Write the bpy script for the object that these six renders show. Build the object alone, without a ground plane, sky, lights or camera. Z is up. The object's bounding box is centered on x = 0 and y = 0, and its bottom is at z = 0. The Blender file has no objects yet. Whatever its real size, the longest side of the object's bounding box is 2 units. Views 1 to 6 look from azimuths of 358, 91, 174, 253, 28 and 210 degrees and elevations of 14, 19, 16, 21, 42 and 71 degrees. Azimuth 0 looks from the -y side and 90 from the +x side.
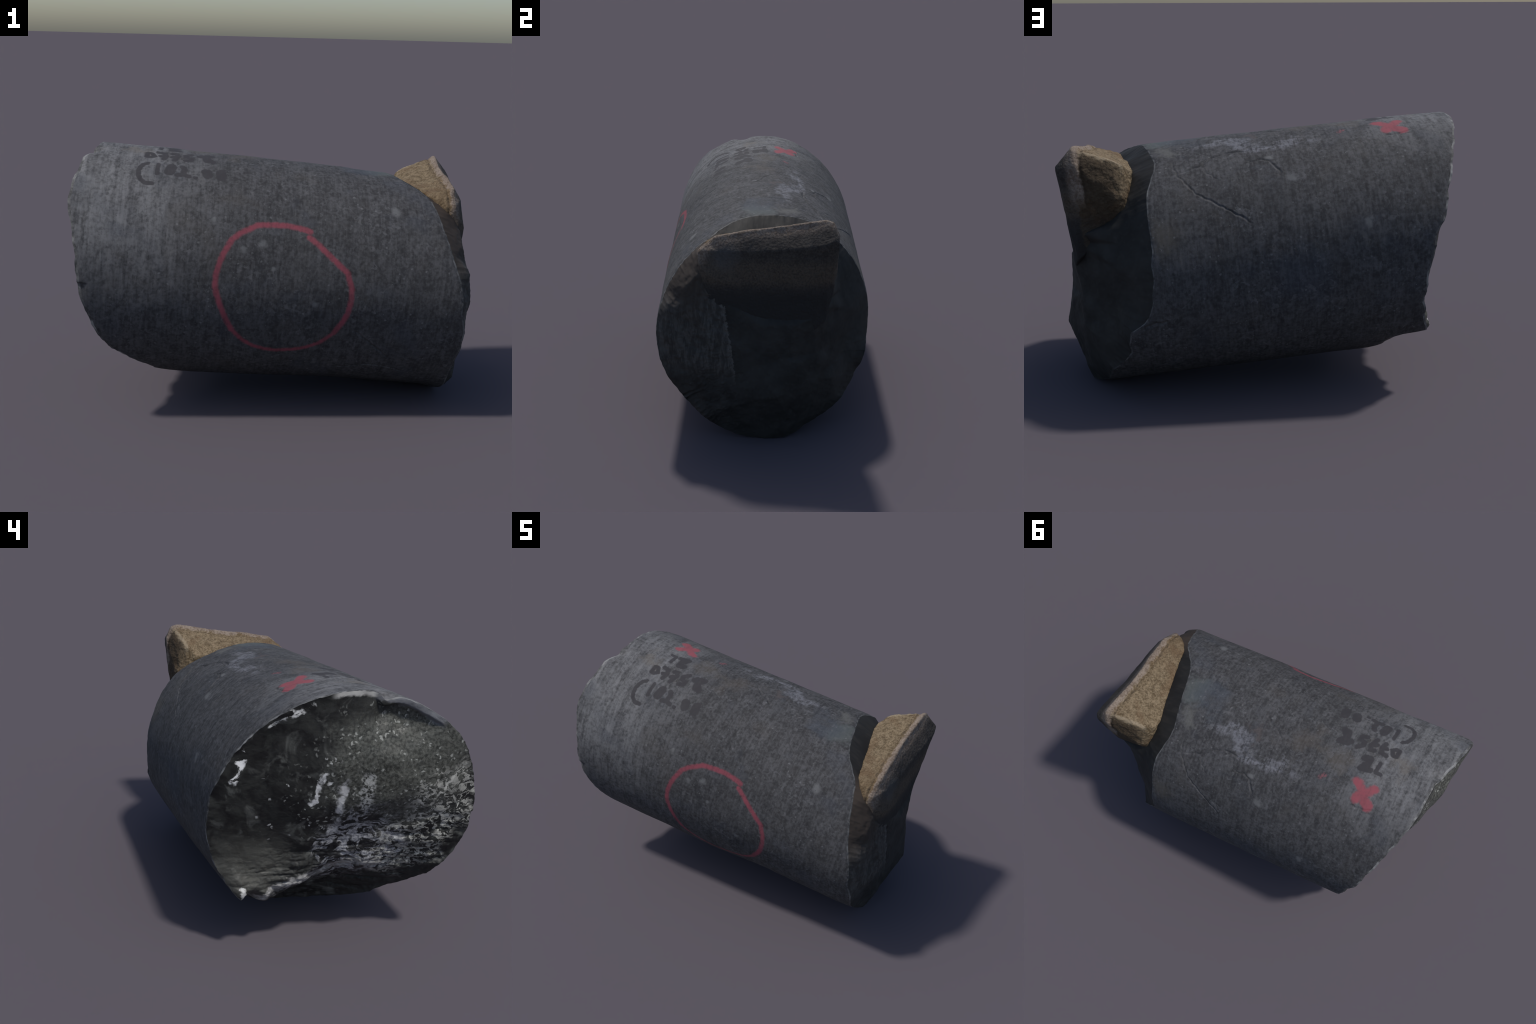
# A drilled rock core lying on its side: a grey cylinder wall with marker writing, a red ring and a
# red cross; a dark oblique fracture at one end; a broken, faceted end with a tan sandstone block
# wedged in it at the other.  Everything is modelled in the core's own frame:
#   x = along the axis (s), y / z across it, angle th = atan2(z, y)  (90 = top, 180 = front, 0 = back)
import bpy, math
import numpy as np
from mathutils import Matrix, Vector
from mathutils.geometry import delaunay_2d_cdt

# ------------------------------------------------------------------ frame of the core
P0 = np.array([0.0, 0.0056, 0.6345])
D = np.array([1.0, 0.031, -0.0793]); D /= np.linalg.norm(D)
YA = np.array([-0.031, 1.0, 0.0]); YA -= D * (YA @ D); YA /= np.linalg.norm(YA)
ZA = np.cross(D, YA)
FRAME = Matrix(((D[0], YA[0], ZA[0], P0[0]), (D[1], YA[1], ZA[1], P0[1]), (D[2], YA[2], ZA[2], P0[2]), (0, 0, 0, 1)))
R0, TAPER = 0.5745, -0.0045


def smooth(a, b, x):
    t = np.clip((x - a) / (b - a), 0, 1)
    return t * t * (3 - 2 * t)


def _hash(i, j, k, seed):
    h = (i * 374761393 + j * 668265263 + k * 2147483647 + seed * 1274126177) & 0xFFFFFFFF
    h = ((h ^ (h >> 13)) * 1274126177) & 0xFFFFFFFF
    h = ((h ^ (h >> 16)) * 2246822519) & 0xFFFFFFFF
    return ((h ^ (h >> 15)) & 0xFFFFFF) / float(0xFFFFFF) * 2 - 1


def noise(p, scale, seed=0):
    q = p * scale
    f = np.floor(q); t = q - f; f = f.astype(np.int64)
    t = t * t * t * (t * (t * 6 - 15) + 10)
    out = 0
    for dx in (0, 1):
        for dy in (0, 1):
            for dz in (0, 1):
                w = (t[:, 0] if dx else 1 - t[:, 0]) * (t[:, 1] if dy else 1 - t[:, 1]) * (t[:, 2] if dz else 1 - t[:, 2])
                out = out + w * _hash(f[:, 0] + dx, f[:, 1] + dy, f[:, 2] + dz, seed)
    return out


def fbm(p, scale, octaves=4, gain=0.5, seed=0):
    return sum(noise(p, scale * 2.03 ** o, seed + 17 * o) * gain ** o for o in range(octaves))


def ridged(p, scale, octaves=4, seed=0):
    return sum((1 - np.abs(noise(p, scale * 2.1 ** o, seed + 31 * o)) * 2) * 0.5 ** o for o in range(octaves))


# ------------------------------------------------------------------ the two rims: s over the angle
LEFT_RIM = [(-180, -.967), (-172, -.936), (-164, -.909), (-157, -.880), (-150, -.846), (-143, -.793), (-140, -.750), (-135, -.705),
            (-127, -.625), (-117, -.578), (-110, -.508), (-98, -.424), (-85, -.385), (-75, -.405), (-66, -.440), (-60, -.490),
            (-52, -.498), (-47, -.534), (-44.6, -.60), (-43.8, -.700), (-41, -.700), (-33, -.674), (-21, -.657), (-13, -.668), (-5, -.680), (4, -.706),
            (13, -.731), (20, -.770), (26, -.787), (32, -.803), (40, -.836), (54, -.880), (64, -.916), (73, -.935), (82, -.948),
            (92, -.953), (98, -.957), (105, -.982), (113, -1.012), (121, -1.018), (129, -1.03), (137, -1.04), (142, -1.046), (148, -1.027),
            (154, -1.009), (160, -.998), (166, -.985), (176, -.970)]
RIGHT_RIM = [(-180, .865), (-170, .900), (-160, .902), (-149, .895), (-137, .902), (-121, .923), (-105, .938), (-90, .946), (-80, .944),
             (-74, .915), (-68, .872), (-60, .846), (-52, .834), (-44, .812), (-38.9, .765), (-31, .712), (-25, .710), (-18, .695), (-14, .632), (-11, .609),
             (-4, .581), (5, .567), (13, .566), (19, .556), (25, .557), (31, .563), (40, .557), (48, .552), (55, .532), (60, .517),
             (66, .507), (75, .522), (82, .537), (88, .55), (95, .562), (99, .574), (103, .588), (108, .612), (112, .645), (117, .682),
             (122, .709), (129, .728), (135, .745), (141, .762), (147, .781), (153, .801), (159, .821), (165, .841), (172, .857)]


def rim(table, th_deg):
    a = np.array([t for t, _ in table]); v = np.array([s for _, s in table])
    a = np.concatenate([a - 360, a, a + 360]); v = np.concatenate([v, v, v])
    return np.interp(th_deg, a, v)


def around(th):                                   # closed coordinate for 1-d noise along a rim
    return np.stack([np.cos(th), np.sin(th), np.zeros_like(th)], 1) * R0


NTH, NS = 1000, 420
TH = np.linspace(-np.pi, np.pi, NTH, endpoint=False)
THD = np.degrees(TH)
ring3 = around(TH)
S_LEFT = rim(LEFT_RIM, THD) + 0.005 * fbm(ring3, 16, 3, .5, 5)
S_RIGHT = rim(RIGHT_RIM, THD) + 0.0026 * fbm(ring3, 14, 3, .45, 9)


def radius(th_deg, s):
    def near(centre, width):
        return np.exp(-(((th_deg - centre + 180) % 360 - 180) / width) ** 2)
    r = R0 + TAPER * s
    r = r - 0.023 * near(-113, 18) * smooth(-.40, .35, s) * (1 - .7 * smooth(.82, .92, s))
    r = r - 0.018 * near(-143, 17) * smooth(-.10, .35, s) - .009 * near(-168, 15) * smooth(-.05, .35, s) - .006 * near(-145, 24) * smooth(.76, .90, s)
    r = r + 0.008 * near(-36, 20) * smooth(.9, .3, np.abs(s - .2))
    r = r + 0.004 * near(85, 25) * smooth(.2, -.3, s) - .005 * near(20, 18) * smooth(-.45, 0, s) - .009 * near(78, 24) * smooth(.15, .5, s)
    r = r + 0.005 * near(128, 20) - .005 * near(-5, 20) * smooth(-.1, -.4, s)
    r = r + 0.004 * near(160, 20) * np.exp(-((s - .3) / .3) ** 2)
    return r


# ------------------------------------------------------------------ hairline cracks of the wall: (th, s) polylines, depth, width
CRACKS = [
    ([(64.7, .431), (58, .418), (52.8, .397), (47.9, .362), (43.8, .335), (41.0, .300), (40.1, .279), (35.3, .226), (29.2, .139), (26.5, .10)], .0031, .0040),
    ([(56.6, .398), (59.7, .310), (63.3, .260), (67.2, .180), (67.3, .085), (68.5, .02)], .0042, .0048),
    ([(58.5, .30), (54, .28), (50, .22)], .0022, .0045),
    ([(73, .10), (69, .0), (70, -.12), (66, -.25)], .0020, .006),
    ([(60.5, .09), (59.7, .065), (59.5, .026), (57.3, -.014), (51.4, -.058), (48.3, -.044)], .0040, .005),
    ([(-166.9, .36), (-161.6, .425), (-155.6, .488), (-150.0, .564)], .0055, .0045),
    ([(-137.4, .301), (-140.8, .424), (-142.5, .491), (-141.2, .572), (-137.3, .673)], .0050, .005),
    ([(94, .03), (89, -.05), (85.3, -.10)], .003, .005),
    ([(83.4, .349), (89.5, .25), (97.4, .178)], .003, .005),
    ([(68.0, -.59), (68.1, -.663), (70.0, -.715)], .0040, .005),
    ([(-18.0, .64), (-14, .58), (-15, .52)], .004, .006),
]


def crack_depth(th_deg, s, p3):
    out = np.zeros_like(s)
    wob = np.stack([noise(p3, 45, 71), noise(p3, 45, 72)], 1) * .006 + np.stack([noise(p3, 14, 73), noise(p3, 14, 74)], 1) * .008
    for pts, depth, width in CRACKS:
        t = np.array([a for a, _ in pts]); x = np.array([b for _, b in pts])
        rel = (th_deg - t.mean() + 180) % 360 - 180
        near = np.nonzero((s > x.min() - .05) & (s < x.max() + .05) & (np.abs(rel) < (t.max() - t.min()) / 2 + 8))[0]
        if not len(near):
            continue
        q = np.stack([s[near] , np.radians(rel[near]) * R0], 1) + wob[near]
        v = np.stack([x, np.radians(t - t.mean()) * R0], 1)
        best = np.full(len(near), 9.0); amt = np.zeros(len(near))
        total = len(v) - 1
        for i in range(total):
            a, b = v[i], v[i + 1]; ab = b - a
            k = np.clip(((q - a) @ ab) / (ab @ ab), 0, 1)
            d = np.linalg.norm(q - a - k[:, None] * ab, axis=1)
            f = (i + k) / total
            m = d < best
            best[m] = d[m]; amt[m] = (np.minimum(1, 5 * np.minimum(f + .06, 1.06 - f)))[m]
        g = depth * amt * (np.exp(-(best / width) ** 2) - .22 * np.exp(-((best - 2.2 * width) / (1.2 * width)) ** 2))
        out[near] += g
    return out


# ------------------------------------------------------------------ mesh helpers
def mesh_object(name, verts, faces, material, parent, normals=None):
    me = bpy.data.meshes.new(name)
    used, inv = np.unique(faces.ravel(), return_inverse=True)
    v = verts[used]; f = inv.reshape(faces.shape).astype(np.int32)
    me.vertices.add(len(v)); me.vertices.foreach_set("co", v.astype(np.float32).ravel())
    me.loops.add(f.size); me.loops.foreach_set("vertex_index", f.ravel())
    me.polygons.add(len(f))
    me.polygons.foreach_set("loop_start", np.arange(0, f.size, f.shape[1], dtype=np.int32))
    me.polygons.foreach_set("use_smooth", np.ones(len(f), bool))
    me.update(calc_edges=True); me.validate()
    me.materials.append(material)
    if normals is not None:
        me.normals_split_custom_set_from_vertices(normals[used].astype(np.float32).tolist())
    ob = bpy.data.objects.new(name, me)
    bpy.context.scene.collection.objects.link(ob)
    ob.parent = parent
    ob.matrix_local = FRAME
    return ob


def vertex_normals(verts, faces):
    a, b, c, d = (verts[faces[:, i]] for i in range(4))
    n = np.cross(c - a, d - b)
    out = np.zeros_like(verts)
    for i in range(4):
        for ax in range(3):
            out[:, ax] += np.bincount(faces[:, i], n[:, ax], len(verts))
    return out / np.maximum(np.linalg.norm(out, axis=1, keepdims=True), 1e-12)


# ------------------------------------------------------------------ node helpers
class Nodes:
    def __init__(self, name):
        self.mat = bpy.data.materials.new(name); self.mat.use_nodes = True
        self.t = self.mat.node_tree; self.t.nodes.clear()
        tc = self.t.nodes.new("ShaderNodeTexCoord"); self.obj = tc.outputs["Object"]
        sep = self.t.nodes.new("ShaderNodeSeparateXYZ"); self.link(self.obj, sep.inputs[0])
        self.x, self.y, self.z = sep.outputs

    def link(self, a, b):
        self.t.links.new(a, b)

    def put(self, sock, v):
        if isinstance(v, (int, float)):
            sock.default_value = v
        elif isinstance(v, (tuple, list)):
            sock.default_value = tuple(v) + ((1.0,) if len(v) == 3 and len(sock.default_value) == 4 else ())
        else:
            self.link(v, sock)

    def m(self, op, a, b=0.0, c=0.0, clamp=False):
        n = self.t.nodes.new("ShaderNodeMath"); n.operation = op; n.use_clamp = clamp
        for i, v in enumerate((a, b, c)):
            self.put(n.inputs[i], v)
        return n.outputs[0]

    def v(self, op, a, b=(0, 0, 0), scale=None):
        n = self.t.nodes.new("ShaderNodeVectorMath"); n.operation = op
        self.put(n.inputs[0], a); self.put(n.inputs[1], b)
        if scale is not None:
            self.put(n.inputs["Scale"], scale)
        return n.outputs["Value"] if op in ("DOT_PRODUCT", "LENGTH", "DISTANCE") else n.outputs["Vector"]

    def xyz(self, x, y, z=0.0):
        n = self.t.nodes.new("ShaderNodeCombineXYZ")
        for i, q in enumerate((x, y, z)):
            self.put(n.inputs[i], q)
        return n.outputs[0]

    def step(self, val, a, b, lo=0.0, hi=1.0):
        n = self.t.nodes.new("ShaderNodeMapRange"); n.interpolation_type = "SMOOTHSTEP"
        self.put(n.inputs[0], val)
        for i, q in zip((1, 2, 3, 4), (a, b, lo, hi)):
            n.inputs[i].default_value = q
        return n.outputs[0]

    def noise(self, vec, scale, detail=4, rough=.55, dist=0.0, w=None):
        n = self.t.nodes.new("ShaderNodeTexNoise"); n.noise_dimensions = "3D"
        self.put(n.inputs["Vector"], vec)
        n.inputs["Scale"].default_value = scale; n.inputs["Detail"].default_value = detail
        n.inputs["Roughness"].default_value = rough; n.inputs["Distortion"].default_value = dist
        return n.outputs["Fac"]

    def voronoi(self, vec, scale, rnd=1.0):
        n = self.t.nodes.new("ShaderNodeTexVoronoi")
        self.put(n.inputs["Vector"], vec); n.inputs["Scale"].default_value = scale; n.inputs["Randomness"].default_value = rnd
        return n.outputs["Distance"]

    def mix(self, fac, a, b, blend="MIX"):
        n = self.t.nodes.new("ShaderNodeMix"); n.data_type = "RGBA"; n.blend_type = blend
        self.put(n.inputs[0], fac); self.put(n.inputs[6], a); self.put(n.inputs[7], b)
        return n.outputs[2]

    def spot(self, p, centre, radius, soft=.5):       # soft disc mask in the plane / space of p
        d = self.v("DISTANCE", p, centre)
        return self.step(d, radius, radius * (1 - soft))

    def finish(self, colour, rough=.8, bump=None, strength=.5, distance=.004, spec=.3):
        b = self.t.nodes.new("ShaderNodeBsdfPrincipled"); o = self.t.nodes.new("ShaderNodeOutputMaterial")
        self.put(b.inputs["Base Color"], colour); self.put(b.inputs["Roughness"], rough)
        b.inputs["Specular IOR Level"].default_value = spec
        if bump is not None:
            n = self.t.nodes.new("ShaderNodeBump"); n.inputs["Strength"].default_value = strength; n.inputs["Distance"].default_value = distance
            self.link(bump, n.inputs["Height"]); self.link(n.outputs[0], b.inputs["Normal"])
        self.link(b.outputs[0], o.inputs[0])
        return self.mat


def U(th, s):                                       # unrolled wall: (s, metres round the wall from the top, + to the back)
    w = ((90 - th + 180) % 360) - 180
    return (s, math.radians(w) * R0)


def strokes(N, p, lines, width):
    """distance to a set of thick marker strokes (capsules), in metres"""
    best = None
    for pts, hw in lines:
        q = [U(*a) for a in pts]
        for a, b in zip(q[:-1], q[1:]):
            ab = (b[0] - a[0], b[1] - a[1], 0.0); l2 = max(ab[0] ** 2 + ab[1] ** 2, 1e-9)
            d = N.v("SUBTRACT", p, (a[0], a[1], 0.0))
            k = N.m("DIVIDE", N.v("DOT_PRODUCT", d, ab), l2, clamp=True)
            r = N.v("LENGTH", N.v("SUBTRACT", d, N.v("SCALE", ab, scale=k)))
            r = N.m("SUBTRACT", r, hw * width)
            best = r if best is None else N.m("MINIMUM", best, r)
    return best


# ------------------------------------------------------------------ the marks, as strokes in (th, s) with half widths
WRITING = [
    ([(113.3, -.695), (114.8, -.715), (117.5, -.729), (120.5, -.735), (123.8, -.732), (126.6, -.718), (128.2, -.695), (128.2, -.665)], 0.0119),      # C
    ([(113.3, -.644), (121.2, -.646)], 0.0113),                                                    # 1
    ([(119.2, -.588), (115.0, -.578)], 0.0259),                                                    # 0
    ([(114.2, -.526), (116, -.516), (120.2, -.520), (121, -.548)], 0.0152), ([(120.2, -.520), (121.2, -.492)], 0.0136),   # 2
    ([(121.7, -.463), (121.8, -.459)], 0.0117),                                                    # .
    ([(116.6, -.409), (119.1, -.402)], 0.0259),                                                    # 0
    ([(115.8, -.337), (119.6, -.336)], 0.0253),                                                    # 0
    ([(106.8, -.706), (102.4, -.706), (102.3, -.684), (105.6, -.668), (107, -.688), (106.8, -.706)], 0.0127),   # 0
    ([(100.6, -.652), (101.2, -.620), (104.6, -.612), (107.8, -.622)], 0.0141), ([(104.2, -.612), (104.8, -.638)], 0.0136),   # 3
    ([(100.6, -.582), (100.1, -.562), (103.2, -.553), (108, -.570)], 0.0141), ([(103.5, -.558), (104.9, -.584)], 0.0127),     # 3
    ([(98.8, -.487), (101.4, -.516), (103.4, -.511), (104.2, -.485), (106.6, -.488), (107.2, -.515)], 0.0141),  # 5
    ([(100.4, -.444), (99, -.430), (98.2, -.386), (101, -.412)], 0.0193), ([(100.6, -.418), (105.4, -.408), (105.9, -.384), (101, -.418)], 0.0198),  # R
    ([(89.0, -.672), (89.2, -.640), (94.6, -.645)], 0.0111),                                       # 7
    ([(89.0, -.612), (88.0, -.556), (90.6, -.566)], 0.0152), ([(89.2, -.583), (94.8, -.586), (94.4, -.556)], 0.0204),        # Z
]
RING = [
    ([(148.3, -.194), (145.6, -.146), (144.8, -.069), (144.6, -.005), (145.3, .05), (146.6, .100)], 0.0162),
    ([(147.4, -.177), (150.3, -.229), (153.8, -.267), (160.9, -.302), (165.5, -.318), (171.5, -.330), (176.8, -.328), (184.6, -.298),
      (190.8, -.269), (197.4, -.231)], 0.0155),
    ([(197.4, -.231), (203.3, -.174), (206.6, -.119), (208.3, -.061), (208.9, -.005), (207.9, .078), (206, .141), (202.1, .205), (196, .26)], 0.0126),
    ([(196, .26), (189.2, .296), (183.5, .315), (176.9, .320), (171.4, .314), (164.8, .289), (161.6, .25), (156.7, .188), (152.5, .14),
      (149.4, .097)], 0.0155),
]
CROSS = [([(80.6, -.574), (76.4, -.626), (70.8, -.678)], 0.0249), ([(80.6, -.680), (75.6, -.630), (72.0, -.596)], 0.0220)]
SMUDGE = [([(75.1, -.378), (77.0, -.396)], 0.0097)]


def rock_wall(name, mark=None):
    N = Nodes(name)
    w = N.m("ARCTAN2", N.y, N.z)
    v = N.m("MULTIPLY", w, R0)
    p = N.xyz(N.x, v)
    # grain: mottled base, lathe streaks running round the core, pale specks and dark pits
    big = N.noise(N.obj, 5.0, 4, .6)
    mid = N.noise(N.obj, 17.0, 4, .62, .5)
    fine = N.noise(N.obj, 62.0, 3, .6, .3)
    streak = N.noise(N.xyz(N.m("MULTIPLY", N.x, 75.0), N.m("MULTIPLY", v, 11.0)), 1.0, 3, .6, .3)
    line = N.noise(N.xyz(N.m("MULTIPLY", N.x, 26.0), N.m("MULTIPLY", v, 2.2)), 1.0, 3, .6, .2)
    dust = N.m("MULTIPLY", N.step(N.x, -.22, -.80), N.m("MULTIPLY", N.step(v, .50, .0), N.step(v, -1.25, -.55)))
    dust = N.m("MULTIPLY", dust, N.m("MULTIPLY", N.step(big, .25, .6, .55, 1.0), N.step(line, .30, .62, .55, 1.0)))
    val = N.m("ADD", N.m("MULTIPLY", mid, .25), N.m("MULTIPLY", fine, .37))
    val = N.m("ADD", val, N.m("ADD", N.m("MULTIPLY", streak, .25), N.m("MULTIPLY", line, .13)))
    base = N.mix(N.step(val, .38, .635), (.029, .0285, .0300), (.086, .085, .089))
    base = N.mix(N.m("MULTIPLY", N.step(big, .42, .70), .25), base, (.050, .0495, .050))
    base = N.mix(N.m("MULTIPLY", dust, N.step(val, .36, .60, .25, .90)), base, (.182, .181, .186))
    # hue drift: bluish and brownish stains
    hue = N.noise(N.v("ADD", N.obj, (3.1, 7.7, 1.3)), 4.2, 3, .55, .5)
    base = N.mix(N.step(hue, .54, .74, 0, .30), base, (.050, .057, .074))
    base = N.mix(N.step(hue, .46, .28, 0, .22), base, (.076, .066, .056))
    warp = N.v("SCALE", N.v("SUBTRACT", N.xyz(mid, N.noise(N.v("ADD", N.obj, (5, 2, 9)), 20.0, 3), .5), (.5, .5, .5)), scale=.10)
    wide = N.v("SCALE", N.v("SUBTRACT", N.xyz(hue, N.noise(N.v("ADD", N.obj, (2, 5, 4)), 7.0, 3, .6), .5), (.5, .5, .5)), scale=.34)
    pw = N.v("ADD", N.v("ADD", p, warp), wide)
    for th, s, r, c, a in ((91, .47, .12, (.095, .112, .106), .45), (92, .38, .14, (.058, .070, .090), .42), (76, .47, .07, (.125, .125, .115), .5),
                           (89, -.42, .11, (.090, .076, .062), .45), (92, -.25, .12, (.085, .072, .062), .42), (99.5, -.75, .09, (.125, .106, .085), .42),
                           (84, .08, .07, (.100, .078, .072), .4), (28, .48, .12, (.095, .085, .070), .5), (0, -.1, .2, (.045, .055, .075), .35)):
        u = U(th, s)
        base = N.mix(N.m("MULTIPLY", N.spot(pw, (u[0], u[1], 0), r, .8), a), base, c)
    # pale scuffed band along the top, broken up by grain
    band = strokes(N, pw, [([(79, .29), (77, .20), (74, .13)], .042), ([(70, .06), (69, -.06), (71, -.19)], .040)], 1.0)
    band = N.m("MULTIPLY", N.step(band, .022, -.030), N.step(val, .42, .58, .12, 1.0))
    base = N.mix(N.m("MULTIPLY", band, .80), base, (.165, .166, .185))
    # pale inclusions: single known ones and small random ones
    for th, s, r in ((131.5, .517, 0.036), (145.1, -.358, 0.021), (154.9, -.121, 0.027), (166.4, -.063, 0.018), (181.3, .151, 0.024),
                     (152.5, -.914, 0.019), (158.1, -.211, 0.024), (21, -.42, 0.030), (47, -.10, 0.033), (60, -.02, 0.024)):
        u = U(th, s)
        base = N.mix(N.m("MULTIPLY", N.spot(N.v("ADD", p, N.v("SCALE", warp, scale=.55)), (u[0], u[1], 0), r, .75), .55), base, (.168, .170, 0.172))
    clot = N.noise(N.v("ADD", N.obj, N.v("ADD", (7, 3, 5), N.v("SCALE", warp, scale=.4))), 34.0, 3, .55, .6)
    clot = N.m("MULTIPLY", N.step(clot, .56, .68), N.step(N.noise(N.v("ADD", N.obj, (1, 6, 2)), 6.0, 3), .40, .60, .15, .75))
    base = N.mix(N.m("MULTIPLY", clot, .62), base, (.128, .128, 0.133))
    flecks = N.step(N.voronoi(N.v("ADD", N.obj, N.v("SCALE", warp, scale=.3)), 26.0), .17, .09)
    flecks = N.m("MULTIPLY", flecks, N.step(N.noise(N.obj, 9.0, 2), .48, .60))
    base = N.mix(N.m("MULTIPLY", flecks, .42), base, (.185, .187, .190))
    glint = N.step(N.voronoi(N.obj, 60.0), .13, .06)
    glint = N.m("MULTIPLY", glint, N.step(N.noise(N.obj, 31.0, 1), .60, .68))
    base = N.mix(N.m("MULTIPLY", glint, .6), base, (.30, .30, .30))
    pits = N.m("MULTIPLY", N.step(N.voronoi(N.v("ADD", N.obj, (2, 2, 2)), 48.0), .20, .08), N.step(N.noise(N.obj, 13.0, 2), .52, .62))
    base = N.mix(N.m("MULTIPLY", pits, .55), base, (.030, .030, .032))
    rag = N.v("SCALE", N.v("SUBTRACT", N.xyz(fine, N.noise(N.v("ADD", N.obj, (1, 8, 3)), 70.0, 3), .5), (.5, .5, .5)), scale=.012)
    pr = N.v("ADD", p, rag)
    if mark == "writing":
        d = strokes(N, pr, WRITING, 1.0)
        ink = N.m("MULTIPLY", N.step(d, .004, -.003), N.step(mid, .2, .75, 1.0, .88))
        base = N.mix(ink, base, N.mix(fine, (.036, .034, .037), (.045, .042, .046)))
    if mark == "ring":
        d = strokes(N, pr, RING, 1.0)
        a = N.m("MULTIPLY", N.step(d, .005, -.011), N.step(val, .34, .60, .50, .95))
        base = N.mix(a, base, (.250, .055, .075))
    if mark == "cross":
        a = N.m("MULTIPLY", N.step(strokes(N, N.v("ADD", pr, N.v("SCALE", warp, scale=.5)), CROSS, 1.0), .011, -.009), N.step(val, .34, .62, .70, .97))
        b = N.m("MULTIPLY", N.step(strokes(N, pr, SMUDGE, 1.0), .008, -.004), N.step(val, .40, .58, 0, .55))
        base = N.mix(N.m("MAXIMUM", a, b), base, (.265, .066, .082))
    height = N.m("ADD", N.m("MULTIPLY", val, .7), N.m("MULTIPLY", pits, -.35))
    return N.finish(base, .80, height, .22, .003, .25)


def dark_fracture():
    """the oblique fracture: near black, olive grey speckled plate up front, pale flow veins low down"""
    N = Nodes("dark_fractured_rock")
    p = N.xyz(0.0, N.y, N.z)
    wv = N.v("SCALE", N.v("SUBTRACT", N.xyz(.5, N.noise(N.obj, 7, 4), N.noise(N.v("ADD", N.obj, (4, 4, 4)), 7, 4)), (.5, .5, .5)), scale=.26)
    jag = N.v("SCALE", N.v("SUBTRACT", N.xyz(.5, N.noise(N.obj, 34, 3), N.noise(N.v("ADD", N.obj, (4, 4, 4)), 34, 3)), (.5, .5, .5)), scale=.05)
    pw = N.v("ADD", p, wv)
    ps = N.v("ADD", N.v("ADD", p, N.v("SCALE", wv, scale=.30)), jag)
    fine = N.noise(N.obj, 75, 4, .65)
    mid = N.noise(N.obj, 14, 5, .6, .8)
    soft = N.noise(N.v("ADD", N.obj, (9, 9, 9)), 8, 4, .55, 1.2)

    def line(pts, r, inner=.3):
        best = None
        for a, b in zip(pts[:-1], pts[1:]):
            ab = (0, b[0] - a[0], b[1] - a[1]); l2 = ab[1] ** 2 + ab[2] ** 2
            q = N.v("SUBTRACT", ps, (0, a[0], a[1]))
            t = N.m("DIVIDE", N.v("DOT_PRODUCT", q, ab), l2, clamp=True)
            d = N.v("LENGTH", N.v("SUBTRACT", q, N.v("SCALE", ab, scale=t)))
            best = d if best is None else N.m("MINIMUM", best, d)
        return N.step(best, r, r * inner)

    # black hollow with smooth smoky patches
    base = N.mix(N.step(mid, .35, .68), (0.011, 0.011, 0.011), (0.025, 0.026, 0.024))
    base = N.mix(N.m("MULTIPLY", N.step(soft, .52, .70), .8), base, (0.087, 0.090, 0.084))
    # duller olive patch low at the back, olive grey speckled plate up front
    base = N.mix(N.m("MULTIPLY", N.spot(pw, (0, .36, -.24), .24, .7), .75), base, N.mix(mid, (0.049, 0.049, 0.043), (0.081, 0.081, 0.072)))
    plate = N.spot(pw, (0, -.20, .24), .36, .35)
    base = N.mix(N.m("MULTIPLY", plate, .88), base, N.mix(N.step(fine, .34, .66), (0.030, 0.031, 0.027), (0.108, 0.111, 0.098)))
    specks = N.m("MULTIPLY", N.step(N.voronoi(N.v("ADD", N.obj, jag), 44), .34, .16), N.step(N.noise(N.obj, 15, 3), .44, .58))
    base = N.mix(N.m("MULTIPLY", N.m("MULTIPLY", specks, N.spot(pw, (0, -.18, .16), .46, .35)), .75), base, (0.359, 0.367, 0.341))
    # large smoky veins low in the middle, dense small flakes towards the front edge
    flow = N.noise(N.v("MULTIPLY", N.v("ADD", N.obj, N.v("SCALE", wv, scale=.5)), (7, 8, 17)), 1.0, 5, .60, 1.5)
    region = N.spot(pw, (0, -.10, -.17), .25, .4)
    base = N.mix(N.m("MULTIPLY", region, N.step(flow, .56, .44)), base, (0.011, 0.011, 0.012))
    base = N.mix(N.m("MULTIPLY", N.m("MULTIPLY", N.step(flow, .47, .55), region), .95), base, N.mix(N.step(fine, .30, .70), (0.131, 0.133, 0.148), (0.394, 0.396, 0.411)))
    flake = N.noise(N.v("MULTIPLY", N.v("ADD", N.obj, N.v("SCALE", jag, scale=.8)), (20, 22, 36)), 1.0, 4, .60, 1.4)
    fregion = N.m("MAXIMUM", N.spot(pw, (0, -.44, .05), .22, .5), N.m("MULTIPLY", N.spot(pw, (0, -.32, -.18), .20, .5), .8))
    base = N.mix(N.m("MULTIPLY", N.m("MULTIPLY", N.step(flake, .48, .56), fregion), .92), base, N.mix(N.step(mid, .35, .65), (0.263, 0.263, 0.242), (0.525, 0.521, 0.481)))
    # the undercut below the lip is black with thin wisps, the lip itself pale and chipped
    lip = line([(.33, -.42), (.27, -.375), (.14, -.335), (.02, -.295), (-.10, -.245), (-.2, -.27)], .036)
    base = N.mix(N.m("MULTIPLY", lip, N.step(flow, .38, .52, .40, 1.0)), base, N.mix(fine, (0.152, 0.151, 0.151), (0.438, 0.429, 0.420)))
    # white glints painted in: streak up the middle, spot by the edge, scattered dots
    gate = N.step(mid, .36, .50)
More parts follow.
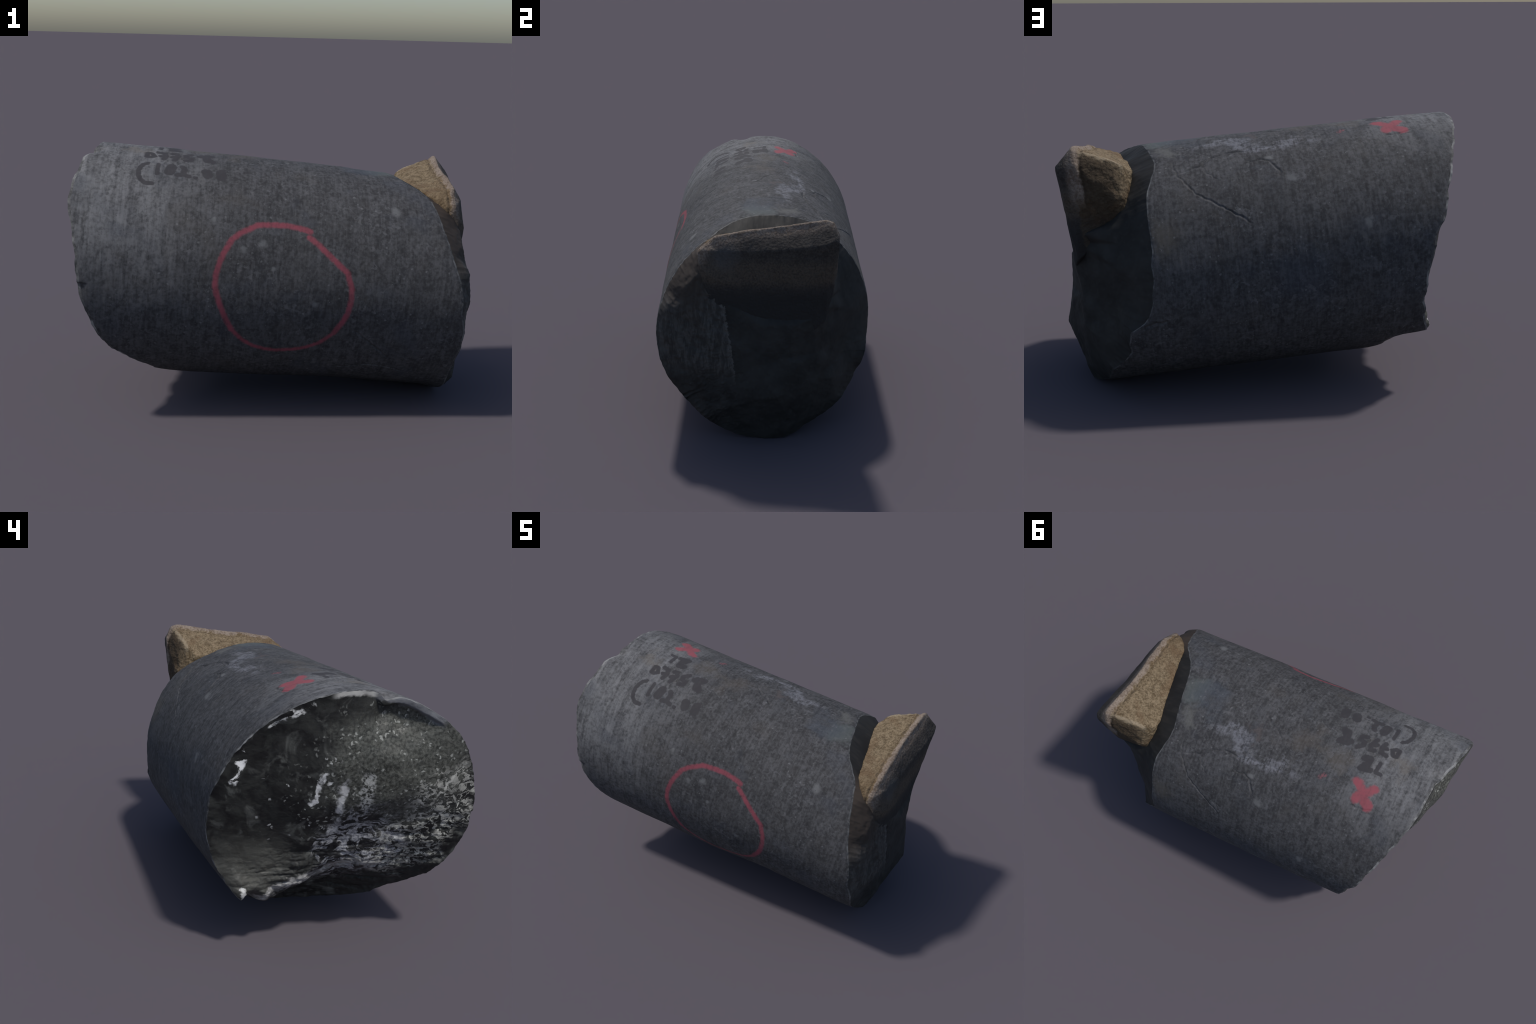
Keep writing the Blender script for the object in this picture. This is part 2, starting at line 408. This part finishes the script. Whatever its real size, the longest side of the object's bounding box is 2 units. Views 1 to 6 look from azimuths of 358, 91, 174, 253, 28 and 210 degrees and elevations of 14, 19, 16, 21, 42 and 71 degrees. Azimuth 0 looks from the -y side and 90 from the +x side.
    base = N.mix(N.m("MULTIPLY", N.m("MULTIPLY", line([(.015, .17), (.030, .06), (.035, -.07)], .026, .2), gate), .95), base, N.mix(soft, (0.350, 0.350, 0.359), (0.665, 0.665, 0.665)))
    base = N.mix(N.m("MULTIPLY", line([(.105, .21), (.115, .15), (.14, .09)], .016, .3), gate), base, (0.630, 0.630, 0.630))
    base = N.mix(N.m("MULTIPLY", line([(-.075, .20), (-.07, .05)], .030, .2), N.step(fine, .42, .56)), base, (0.367, 0.371, 0.359))
    base = N.mix(N.m("MULTIPLY", line([(.475, .20), (.455, .25), (.425, .31)], .022, .4), N.step(flow, .46, .50)), base, (0.800, 0.800, 0.800))
    base = N.mix(N.m("MULTIPLY", line([(.400, -.345), (.405, -.385)], .017, .3), gate), base, (0.55, 0.55, 0.54))
    rimlight = N.m("MULTIPLY", line([(.33, .44), (.25, .49), (.19, .52)], .020, .3), N.step(mid, .45, .55))
    base = N.mix(rimlight, base, (0.735, 0.735, 0.717))
    rad = N.m("SQRT", N.m("ADD", N.m("MULTIPLY", N.y, N.y), N.m("MULTIPLY", N.z, N.z)))
    ang = N.m("ARCTAN2", N.y, N.z)                                          # 0 at the top, + to the back
    band = N.m("MULTIPLY", N.step(N.m("ADD", rad, N.m("MULTIPLY", N.m("SUBTRACT", mid, .5), .03)), .540, .552), N.m("MULTIPLY", N.step(ang, -.12, -.20), N.step(ang, -.75, -.66)))
    base = N.mix(band, base, N.mix(soft, (.090, .093, .104), (.200, .205, .220)))
    cream = N.m("MULTIPLY", N.step(N.m("ADD", rad, N.m("MULTIPLY", N.m("SUBTRACT", mid, .5), .04)), .552, .566), N.m("MULTIPLY", N.step(ang, -.20, -.12), N.step(ang, .20, .12)))
    base = N.mix(N.m("MULTIPLY", cream, .85), base, (.420, .415, .400))
    chips = N.m("MULTIPLY", N.step(N.voronoi(N.v("ADD", N.obj, jag), 24), .22, .12), N.step(N.noise(N.obj, 8, 2), .53, .60))  # bright points of the break's sheen, put in as colour
    base = N.mix(N.m("MULTIPLY", N.m("MULTIPLY", chips, N.spot(pw, (0, .16, .10), .26, .4)), .9), base, (0.630, 0.630, 0.621))
    return N.finish(base, N.step(mid, .35, .65, .42, .75), N.m("ADD", flow, N.m("MULTIPLY", fine, .4)), .35, .008, .35)


def broken_rock():
    N = Nodes("dark_broken_rock")
    mid = N.noise(N.obj, 9, 5, .6, .3)
    fine = N.noise(N.obj, 55, 4, .6)
    col = N.mix(N.step(mid, .32, .70), (.018, .0175, .0165), (.033, .0325, .031))  # base colour taken partway down to the baked shade on this end
    col = N.mix(N.step(fine, .5, .8, 0, .4), col, (.050, .0495, .048))
    # the flat on the front side is a little greyer, its top stained brown by the block
    ragged = N.m("MULTIPLY", N.m("SUBTRACT", fine, .5), .05)
    ridge_y = N.m("ADD", N.m("SUBTRACT", -.178, N.m("MULTIPLY", N.z, .13)), ragged)
    ridge_y = N.m("SUBTRACT", ridge_y, N.m("MULTIPLY", N.m("MAXIMUM", N.m("SUBTRACT", N.z, .20), 0.0), .42))
    over = N.m("SUBTRACT", ridge_y, N.y)
    flat = N.m("MULTIPLY", N.step(over, -.002, .004), N.m("MULTIPLY", N.step(N.z, -.24, -.08), N.step(N.z, .50, .36)))
    grain = N.noise(N.v("MULTIPLY", N.obj, (30, 60, 16)), 1.0, 4, .65, .4)
    col = N.mix(N.m("MULTIPLY", flat, .9), col, N.mix(N.step(grain, .38, .66), (.036, .034, .032), (.080, .076, .071)))
    brink = N.m("MULTIPLY", flat, N.step(over, .022, .006))
    col = N.mix(N.m("MULTIPLY", brink, .5), col, (.120, .115, .108))
    stain = N.spot(N.v("MULTIPLY", N.v("ADD", N.obj, N.xyz(N.m("MULTIPLY", mid, .1), 0.0, 0.0)), (1, 1, .55)), (.80, -.40, .21), .26, .6)
    col = N.mix(N.m("MULTIPLY", stain, .92), col, N.mix(mid, (.030, .022, .017), (.056, .041, .031)))
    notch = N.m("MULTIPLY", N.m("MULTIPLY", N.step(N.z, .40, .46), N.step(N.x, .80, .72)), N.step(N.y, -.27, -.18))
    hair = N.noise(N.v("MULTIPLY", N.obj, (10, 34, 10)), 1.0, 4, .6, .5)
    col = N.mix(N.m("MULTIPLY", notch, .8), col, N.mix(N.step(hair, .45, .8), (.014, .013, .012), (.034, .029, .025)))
    return N.finish(col, .7, N.m("ADD", mid, N.m("MULTIPLY", fine, .4)), .35, .006, .3)


def pale_edge():
    N = Nodes("chipped_edge_rock")
    n = N.noise(N.obj, 40, 4, .65)
    col = N.mix(N.step(n, .36, .62), (.040, .040, .041), (.100, .100, .100))
    bright = N.m("MULTIPLY", N.step(N.noise(N.v("ADD", N.obj, (6, 1, 2)), 7, 3, .6), .50, .64), N.step(N.x, -.2, -.8, .35, 1.0))
    col = N.mix(bright, col, N.mix(n, (.13, .13, .13), (.30, .30, .295)))
    return N.finish(col, .7, n, .3, .004, .3)


def sandstone():
    N = Nodes("tan_sandstone")
    fine = N.noise(N.obj, 95, 4, .7)
    mid = N.noise(N.obj, 26, 4, .62, .4)
    grain = N.voronoi(N.v("ADD", N.obj, N.v("SCALE", N.xyz(mid, fine, mid), scale=.02)), 75)
    val = N.m("ADD", N.m("MULTIPLY", fine, .6), N.m("MULTIPLY", mid, .4))
    tan = N.mix(N.step(val, .36, .64), (.080, .056, .031), (.232, .177, .112))
    tan = N.mix(N.step(grain, .22, .08, 0, .5), tan, (.290, .238, .165))
    tan = N.mix(N.m("MULTIPLY", N.step(mid, .44, .30), .55), tan, (.085, .057, .030))
    # rusty foot of the ramp towards the front
    tan = N.mix(N.m("MULTIPLY", N.step(N.y, -.12, -.32), .55), tan, (.120, .080, .045))
    # back side: tan darkened to a brown that carries its baked shade
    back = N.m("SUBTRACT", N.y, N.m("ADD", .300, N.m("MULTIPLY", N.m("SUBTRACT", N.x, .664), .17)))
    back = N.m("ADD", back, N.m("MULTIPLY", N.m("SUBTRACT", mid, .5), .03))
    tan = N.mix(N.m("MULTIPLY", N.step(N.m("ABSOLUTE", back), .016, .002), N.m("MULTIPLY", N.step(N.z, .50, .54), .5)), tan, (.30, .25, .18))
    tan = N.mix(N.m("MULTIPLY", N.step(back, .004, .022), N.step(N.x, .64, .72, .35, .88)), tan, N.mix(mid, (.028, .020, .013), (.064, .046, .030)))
    rust = N.noise(N.v("ADD", N.obj, (3, 3, 3)), 7, 4, .6, .5)
    tan = N.mix(N.m("MULTIPLY", N.step(rust, .50, .68), .55), tan, (.115, .070, .038))
    # outer end face: dark grey brown, with a pale rounded crust along the ridge
    ridge = N.m("ADD", .826, N.m("MULTIPLY", N.m("MAXIMUM", N.m("ADD", N.y, .0), 0.0), .09))
    off = N.m("ADD", N.m("SUBTRACT", N.x, ridge), N.m("MULTIPLY", N.m("SUBTRACT", mid, .5), .045))
    end = N.mix(N.step(val, .35, .65), (.036, .031, .028), (.074, .064, .056))
    rough_band = N.m("MULTIPLY", N.step(N.z, .30, .36), N.step(N.z, .48, .42))
    end = N.mix(N.m("MULTIPLY", rough_band, N.step(fine, .4, .6, .3, .8)), end, (.100, .078, .058))
    end = N.mix(N.step(N.z, .34, .22), end, (.030, .030, .031))  # shadow low on the end face, painted as near black
    end = N.mix(N.m("MULTIPLY", N.spot(N.obj, (.89, -.20, .47), .10, .7), .35), end, (.105, .106, .110))
    crust = N.m("MULTIPLY", N.step(off, -.030, -.018), N.step(off, .045, .012))
    colour = N.mix(N.step(off, .0, .012), tan, end)
    gap = N.m("MULTIPLY", N.step(off, -.048, -.036), N.step(off, -.024, -.032))
    colour = N.mix(N.m("MULTIPLY", N.m("MULTIPLY", gap, N.step(mid, .46, .58)), .7), colour, (.050, .036, .024))
    colour = N.mix(N.m("MULTIPLY", crust, N.step(N.z, .36, .46, .0, .9)), colour, N.mix(N.step(val, .4, .6), (.140, .104, .080), (.245, .200, .165)))
    colour = N.mix(N.m("MULTIPLY", N.step(N.z, .36, .24), .8), colour, (.034, .032, .031))  # colour fades dark towards the base to show the block's lower shadow
    return N.finish(colour, .85, N.m("SUBTRACT", val, N.m("MULTIPLY", grain, .4)), .7, .010, .2)


# ------------------------------------------------------------------ the thing
core = bpy.data.objects.new("rock_core", None)
core.empty_display_size = .3
bpy.context.scene.collection.objects.link(core)
core["label"] = "grey drilled rock core with marker writing and sandstone block"
core["category"] = "rock core"

# ---- wall
f = np.linspace(0, 1, NS)
th2 = np.repeat(TH[:, None], NS, 1); thd2 = np.degrees(th2)
s2 = S_LEFT[:, None] * (1 - f) + S_RIGHT[:, None] * f
dl = s2 - S_LEFT[:, None]; dr = S_RIGHT[:, None] - s2
r2 = radius(thd2, s2)
flat = lambda a: a.ravel()
p3 = np.stack([flat(s2), flat(np.cos(th2) * R0), flat(np.sin(th2) * R0)], 1)
rel = 0.0022 * fbm(p3, 5, 2, .5, 1) + 0.0003 * fbm(p3, 38, 2, .5, 2) + 0.0003 * noise(p3 * np.array([2.5, .4, .4]), 40, 3)
rel = rel - crack_depth(flat(thd2), flat(s2), p3)
edge = np.abs(fbm(p3, 24, 2, .5, 8))
rel = rel - (0.002 + 0.006 * edge) * np.exp(-flat(dl) / .010)                      # worn left rim
rel = rel - (0.003 + 0.004 * edge) * np.exp(-flat(dr) / .012)                      # worn right rim
chip = np.exp(-((flat(thd2) - 103) / 3.6) ** 2) * np.exp(-(flat(dl) / .045) ** 2)   # scooped chip at the top of the left rim
lip = smooth(99, 106, flat(thd2)) * smooth(131, 124, flat(thd2)) * np.exp(-(flat(dl) / .028) ** 2)
nick = np.exp(-((flat(thd2) + 178) / 5) ** 2) * np.exp(-(flat(dl) / .03) ** 2)
rel = rel - .028 * chip - .004 * lip - .010 * nick
r2 = r2 + rel.reshape(r2.shape)
wall = np.stack([s2, r2 * np.cos(th2), r2 * np.sin(th2)], -1).reshape(-1, 3)
i = np.arange(NTH)[:, None]; j = np.arange(NS - 1)[None, :]
i2 = (i + 1) % NTH
quad = np.stack([i * NS + j, i * NS + j + 1, i2 * NS + j + 1, i2 * NS + j], -1).reshape(-1, 4)[:, ::-1]
wall_n = vertex_normals(wall, quad)
if (wall_n[:, 1:] * wall[:, 1:]).sum() < 0:
    quad = quad[:, ::-1]; wall_n = -wall_n
cs = wall[quad].mean(1); ct = np.degrees(np.arctan2(cs[:, 2], cs[:, 1])); ct360 = ct % 360; cx = cs[:, 0]
is_text = (cx > -.77) & (cx < -.295) & (ct > 84.3) & (ct < 132)
is_cross = (cx > -.72) & (cx < -.35) & (ct > 66) & (ct <= 84.3)
is_ring = (cx > -.36) & (cx < .36) & (ct360 > 141.5) & (ct360 < 212)
jj = np.tile(np.arange(NS - 1), NTH)
is_edge = (jj < 3) | (jj >= NS - 3)
is_text &= ~is_edge; is_cross &= ~is_edge; is_ring &= ~is_edge
mesh_object("chipped_edge", wall, quad[jj < 3], pale_edge(), core, wall_n)
mesh_object("chipped_edge", wall, quad[jj >= NS - 3], bpy.data.materials["chipped_edge_rock"], core, wall_n)
groups = {"cylinder_wall": (~(is_text | is_cross | is_ring | is_edge), None), "handwriting": (is_text, "writing"), "red_cross": (is_cross, "cross"), "red_ring": (is_ring, "ring")}
for nm, (mask, mark) in groups.items():
    mesh_object(nm, wall, quad[mask], rock_wall("core_rock" if mark is None else f"core_rock_with_{mark}", mark), core, wall_n)


# ---- scattered heights over the cross-section
def thin_plate(pts, vals, q, lam=1e-4):
    def k(d2):
        return np.where(d2 > 1e-12, d2 * np.log(np.maximum(d2, 1e-12)), 0)
    n = len(pts)
    K = k(((pts[:, None] - pts[None]) ** 2).sum(-1)) + lam * np.eye(n)
    Pm = np.concatenate([np.ones((n, 1)), pts], 1)
    A = np.block([[K, Pm], [Pm.T, np.zeros((3, 3))]])
    w = np.linalg.solve(A, np.concatenate([vals, np.zeros(3)]))
    return k(((q[:, None] - pts[None]) ** 2).sum(-1)) @ w[:n] + w[n] + q @ w[n + 1:]


def facets(pts, vals, q):
    res = delaunay_2d_cdt([Vector(p) for p in pts], [], [], 0, 1e-6)
    vs = np.array([tuple(v) for v in res[0]]); src = [o[0] for o in res[3]]
    h = np.array([vals[o] for o in src])
    out = np.full(len(q), np.nan); best = np.full(len(q), -9.0)
    for tri in res[2]:
        a, b, c = vs[tri[0]], vs[tri[1]], vs[tri[2]]
        det = (b[1] - c[1]) * (a[0] - c[0]) + (c[0] - b[0]) * (a[1] - c[1])
        if abs(det) < 1e-10:
            continue
        l1 = ((b[1] - c[1]) * (q[:, 0] - c[0]) + (c[0] - b[0]) * (q[:, 1] - c[1])) / det
        l2 = ((c[1] - a[1]) * (q[:, 0] - c[0]) + (a[0] - c[0]) * (q[:, 1] - c[1])) / det
        l3 = 1 - l1 - l2
        inside = np.minimum(np.minimum(l1, l2), l3)
        m = inside > best
        val = np.clip(l1, 0, 1) * h[tri[0]] + np.clip(l2, 0, 1) * h[tri[1]] + np.clip(l3, 0, 1) * h[tri[2]]
        out[m] = val[m]; best[m] = inside[m]
    return out


def end_grid(rim_verts, nr, power=1.0):
    """polar grid from the rim (ring 0) in to the middle"""
    k = (1 - np.linspace(0, 1, nr)) ** power
    yz = rim_verts[None, :, 1:] * k[:, None, None]
    return k, yz


def end_faces(nr, flip):
    a = np.arange(nr - 1)[:, None] * NTH; b = np.arange(NTH)[None, :]; b2 = (b + 1) % NTH
    q = np.stack([a + b, a + b2, a + NTH + b2, a + NTH + b], -1).reshape(-1, 4)
    return q[:, ::-1] if flip else q


W = wall.reshape(NTH, NS, 3)
step = 14

# ---- left: oblique fracture with a bulging upper plate, a hollow at the back and an undercut below
LEFT_FACE = [(-.15, .30, -1.000), (-.20, .44, -.968), (-.30, .30, -1.012), (-.10, .38, -.970), (-.25, .23, -1.000), (-.33, .18, -1.008), (-.42, .20, -1.008),
             (.10, .30, -.925), (.26, .34, -.868), (.33, .39, -.850), (.19, .29, -.890), (.34, .16, -.815), (.235, .10, -.838), (.154, .03, -.838),
             (.15, .16, -.878), (.06, .235, -.935), (.32, .03, -.775), (.21, -.01, -.795), (.47, .08, -.752), (.31, -.11, -.720),
             (.16, -.13, -.765), (.176, -.20, -.730), (.375, -.295, -.695), (.45, -.10, -.700),
             (-.02, .20, -.945), (-.14, .09, -.955), (-.20, .015, -.902), (-.075, -.05, -.852), (.039, -.02, -.838), (.0, .06, -.900), (-.32, .07, -.962),
             (-.16, -.07, -.850), (-.28, -.06, -.880), (-.315, -.153, -.845), (-.12, -.15, -.818), (-.42, -.13, -.880), (-.39, -.25, -.822),
             (.0, -.112, -.800), (.041, -.214, -.745), (.05, -.275, -.728), (-.047, -.27, -.738), (-.082, -.225, -.782), (-.19, -.235, -.788), (-.26, -.30, -.752), (-.12, -.305, -.722),
             (.27, -.36, -.698), (.31, -.42, -.672), (.22, -.40, -.665), (.14, -.345, -.708), (.14, -.45, -.520), (.0, -.43, -.512), (-.15, -.405, -.570), (-.27, -.41, -.635)]
NRL = 170
rimv = W[:, 0]
k, yz = end_grid(rimv, NRL)
cp = np.array([(a, b) for a, b, _ in LEFT_FACE]); cv = np.array([c for *_, c in LEFT_FACE])
rp = rimv[::step, 1:]; rv = rim(LEFT_RIM, THD)[::step]
q = yz.reshape(-1, 2)
h = thin_plate(np.concatenate([cp, rp]), np.concatenate([cv, rv]), q).reshape(NRL, NTH)
h = h + (rimv[:, 0] - h[0])[None] * np.exp(-(1 - k) / .035)[:, None]
p3 = np.concatenate([h.reshape(-1, 1), q], 1)
fade = (1 - np.exp(-(1 - k) / .03))[:, None].repeat(NTH, 1).ravel()
flowy = smooth(.05, -.25, q[:, 1] + .25 * q[:, 0] + .05)
rough = .006 * fbm(p3, 7, 3, .45, 40) + flowy * .013 * (ridged(p3 * np.array([1, .8, 1.7]), 8, 4, 50) - .5) + (.0006 + .0014 * flowy) * fbm(p3, 45, 3, .6, 45)
ledge = smooth(97, 103, THD) * smooth(133, 127, THD)                       # slab-like lip under the chipped stretch of rim
depth_in = (1 - k)[:, None] * R0
h = h + .020 * ledge[None] * smooth(.020, .030, depth_in) * smooth(.16, .05, depth_in)
h = h + (rough * fade).reshape(h.shape)
lv = np.concatenate([h.reshape(-1, 1), q], 1); lv[:NTH] = rimv
mesh_object("fracture_face", lv, end_faces(NRL, True), dark_fracture(), core)

# ---- right: faceted break; the notch behind the block is the chamfer just inside the top of the rim
RIGHT_FACE = [(-.30, .475, .765), (-.22, .497, .712), (-.113, .505, .694), (-.007, .492, .674), (.08, .505, .654), (.169, .482, .635), (.231, .472, .628), (.345, .385, .625),
              (-.22, .330, .84), (-.02, .330, .82), (.16, .31, .80), (.29, .29, .80), (.335, .250, .870), (.385, .28, .680), (.39, .20, .715), (.42, .11, .735),
              (-.330, .440, .820), (-.36, .343, .865), (-.41, .28, .880), (-.25, .36, .880), (-.21, .238, .915), (-.195, .12, .930), (-.175, .02, .945), (-.156, -.155, .975),
              (-.28, .03, .952), (-.29, -.07, .955), (-.36, .055, .912), (-.43, -.02, .922), (-.42, .20, .900), (-.50, .203, .884), (-.50, .04, .915), (-.34, .19, .908), (-.32, -.19, .945),
              (.157, .119, .950), (.24, .14, .928), (.28, .20, .905), (-.02, .12, .948), (-.098, .076, .945), (.01, .0, .970), (.10, -.06, .972), (.16, -.10, .970),
              (.056, -.259, 1.026), (-.06, -.28, 1.012), (-.06, -.10, .975),
              (.36, -.06, .815), (.36, -.15, .835), (.26, -.06, .918), (.43, -.05, .735), (.285, -.22, .920), (.345, -.23, .880), (.425, -.20, .770), (.33, -.35, .870), (.37, -.375, .845),
              (.134, -.468, .965), (.21, -.45, .930), (-.43, -.33, .925), (-.33, -.41, .952)]
NRR = 130
rimv = W[:, -1]
k, yz = end_grid(rimv, NRR)
cp = np.array([(a, b) for a, b, _ in RIGHT_FACE]); cv = np.array([c for *_, c in RIGHT_FACE])
rp = ring3[::8, :2] * (radius(THD, S_RIGHT) / R0)[::8, None]; rv = rim(RIGHT_RIM, THD)[::8]
q = yz.reshape(-1, 2)
clean = (k[:, None, None] * (ring3[:, :2] * (radius(THD, S_RIGHT) / R0)[:, None])[None]).reshape(-1, 2)     # without the chips of the rim
h = facets(np.concatenate([cp, rp]), np.concatenate([cv, rv]), clean).reshape(NRR, NTH)
for _ in range(7):                                 # take the knife edge off the facets
    h[1:-1] = .5 * h[1:-1] + .125 * (h[:-2] + h[2:] + np.roll(h[1:-1], 1, 1) + np.roll(h[1:-1], -1, 1))
for _ in range(60):                                # iron out the pleats that fan in from the rim
    h[1:30] = .5 * h[1:30] + .25 * (np.roll(h[1:30], 1, 1) + np.roll(h[1:30], -1, 1))
h[-1] = h[-2].mean()
h = h + (rimv[:, 0] - h[0])[None] * np.exp(-(1 - k) / .10)[:, None]
hold = np.exp(-(1 - k) / .03)[:, None].repeat(NTH, 1).reshape(-1, 1)           # the rim's chips fade out inward
q = clean * (1 - hold) + q * hold
p3 = np.concatenate([h.reshape(-1, 1), q], 1)
fade = (1 - np.exp(-(1 - k) / .03))[:, None].repeat(NTH, 1).ravel()
front = smooth(-.1, -.25, q[:, 0])
h = h + ((.005 * fbm(p3, 8, 3, .5, 60) + (.0012 + .002 * front) * fbm(p3, 40, 3, .6, 61)) * fade).reshape(h.shape)
rvt = np.concatenate([h.reshape(-1, 1), q], 1); rvt[:NTH] = rimv
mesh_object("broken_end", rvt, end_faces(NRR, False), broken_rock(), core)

# ---- sandstone block: sections across the block (s, z), one per station in y, then rounded and roughened
#      each: inner base, ramp foot, ramp middle, ridge, shoulder of the end face, end face, low end face
BLOCK = [
    (-.335, [(.79, .36), (.785, .462), (.79, .474), (.797, .482), (.815, .470), (.850, .42), (.86, .28)]),
    (-.290, [(.76, .30), (.733, .490), (.758, .506), (.800, .519), (.845, .488), (.890, .38), (.893, .14)]),
    (-.235, [(.74, .20), (.697, .510), (.750, .530), (.824, .554), (.875, .495), (.912, .355), (.905, .10)]),
    (-.113, [(.72, .12), (.675, .520), (.742, .543), (.828, .578), (.895, .500), (.924, .340), (.925, .04)]),
    (-.010, [(.72, .12), (.655, .506), (.735, .543), (.829, .593), (.905, .505), (.928, .330), (.932, .03)]),
    (.095, [(.70, .10), (.634, .516), (.720, .554), (.831, .608), (.918, .515), (.932, .330), (.932, .03)]),
    (.200, [(.67, .14), (.613, .491), (.700, .558), (.842, .625), (.932, .530), (.940, .340), (.925, .03)]),
    (.255, [(.66, .22), (.612, .493), (.690, .560), (.850, .635), (.940, .540), (.940, .350), (.925, .08)]),
    (.308, [(.66, .28), (.632, .438), (.664, .548), (.857, .644), (.945, .552), (.932, .360), (.905, .12)]),
    (.340, [(.66, .33), (.648, .400), (.690, .505), (.858, .634), (.938, .570), (.925, .400), (.885, .26)]),
    (.366, [(.70, .40), (.690, .420), (.735, .470), (.850, .565), (.926, .555), (.915, .450), (.870, .40)]),
]
import bmesh
bm = bmesh.new()
rows = [[bm.verts.new((s, y, z)) for s, z in sec] for y, sec in BLOCK]
n = len(rows[0])
for a, b in zip(rows[:-1], rows[1:]):
    for t in range(n):
        bm.faces.new((a[t], a[(t + 1) % n], b[(t + 1) % n], b[t]))
bm.faces.new(rows[0][::-1]); bm.faces.new(rows[-1])
bmesh.ops.recalc_face_normals(bm, faces=bm.faces[:])
tmp = bpy.data.meshes.new("block_cage"); bm.to_mesh(tmp); bm.free()
cage = bpy.data.objects.new("block_cage", tmp); bpy.context.scene.collection.objects.link(cage)
mod = cage.modifiers.new("remesh", "REMESH"); mod.mode = "VOXEL"; mod.voxel_size = .0048
mod = cage.modifiers.new("round", "SMOOTH"); mod.factor = .5; mod.iterations = 5
bpy.context.view_layer.update()
dg = bpy.context.evaluated_depsgraph_get()
em = bpy.data.meshes.new_from_object(cage.evaluated_get(dg))
bv = np.empty(len(em.vertices) * 3, np.float32); em.vertices.foreach_get("co", bv); bv = bv.reshape(-1, 3).astype(float)
bn = np.empty(len(em.vertices) * 3, np.float32); em.vertices.foreach_get("normal", bn); bn = bn.reshape(-1, 3).astype(float)
bpy.data.objects.remove(cage); bpy.data.meshes.remove(tmp)
ridge_s = .826 + .09 * np.maximum(bv[:, 1], 0)
off = bv[:, 0] - ridge_s + .006 * noise(bv, 14, 80)
up = smooth(.40, .46, bv[:, 2])
ramp = smooth(.0, -.02, off)
d = .0026 * fbm(bv, 12, 3, .45, 81) + ramp * .0020 * fbm(bv, 60, 3, .65, 82) + (1 - ramp) * .0005 * fbm(bv, 40, 2, .5, 83)
d = d + up * (.0050 * np.exp(-((off + .006) / .016) ** 2) - .0050 * np.exp(-((off + .032) / .007) ** 2))      # crust and the groove beside it
d = d + .0035 * smooth(.32, .36, bv[:, 1]) * fbm(bv, 13, 3, .5, 84)
bv = bv + bn * d[:, None]
em.vertices.foreach_set("co", bv.astype(np.float32).ravel())
em.polygons.foreach_set("use_smooth", np.ones(len(em.polygons), bool))
em.update(); em.name = "sandstone_block"
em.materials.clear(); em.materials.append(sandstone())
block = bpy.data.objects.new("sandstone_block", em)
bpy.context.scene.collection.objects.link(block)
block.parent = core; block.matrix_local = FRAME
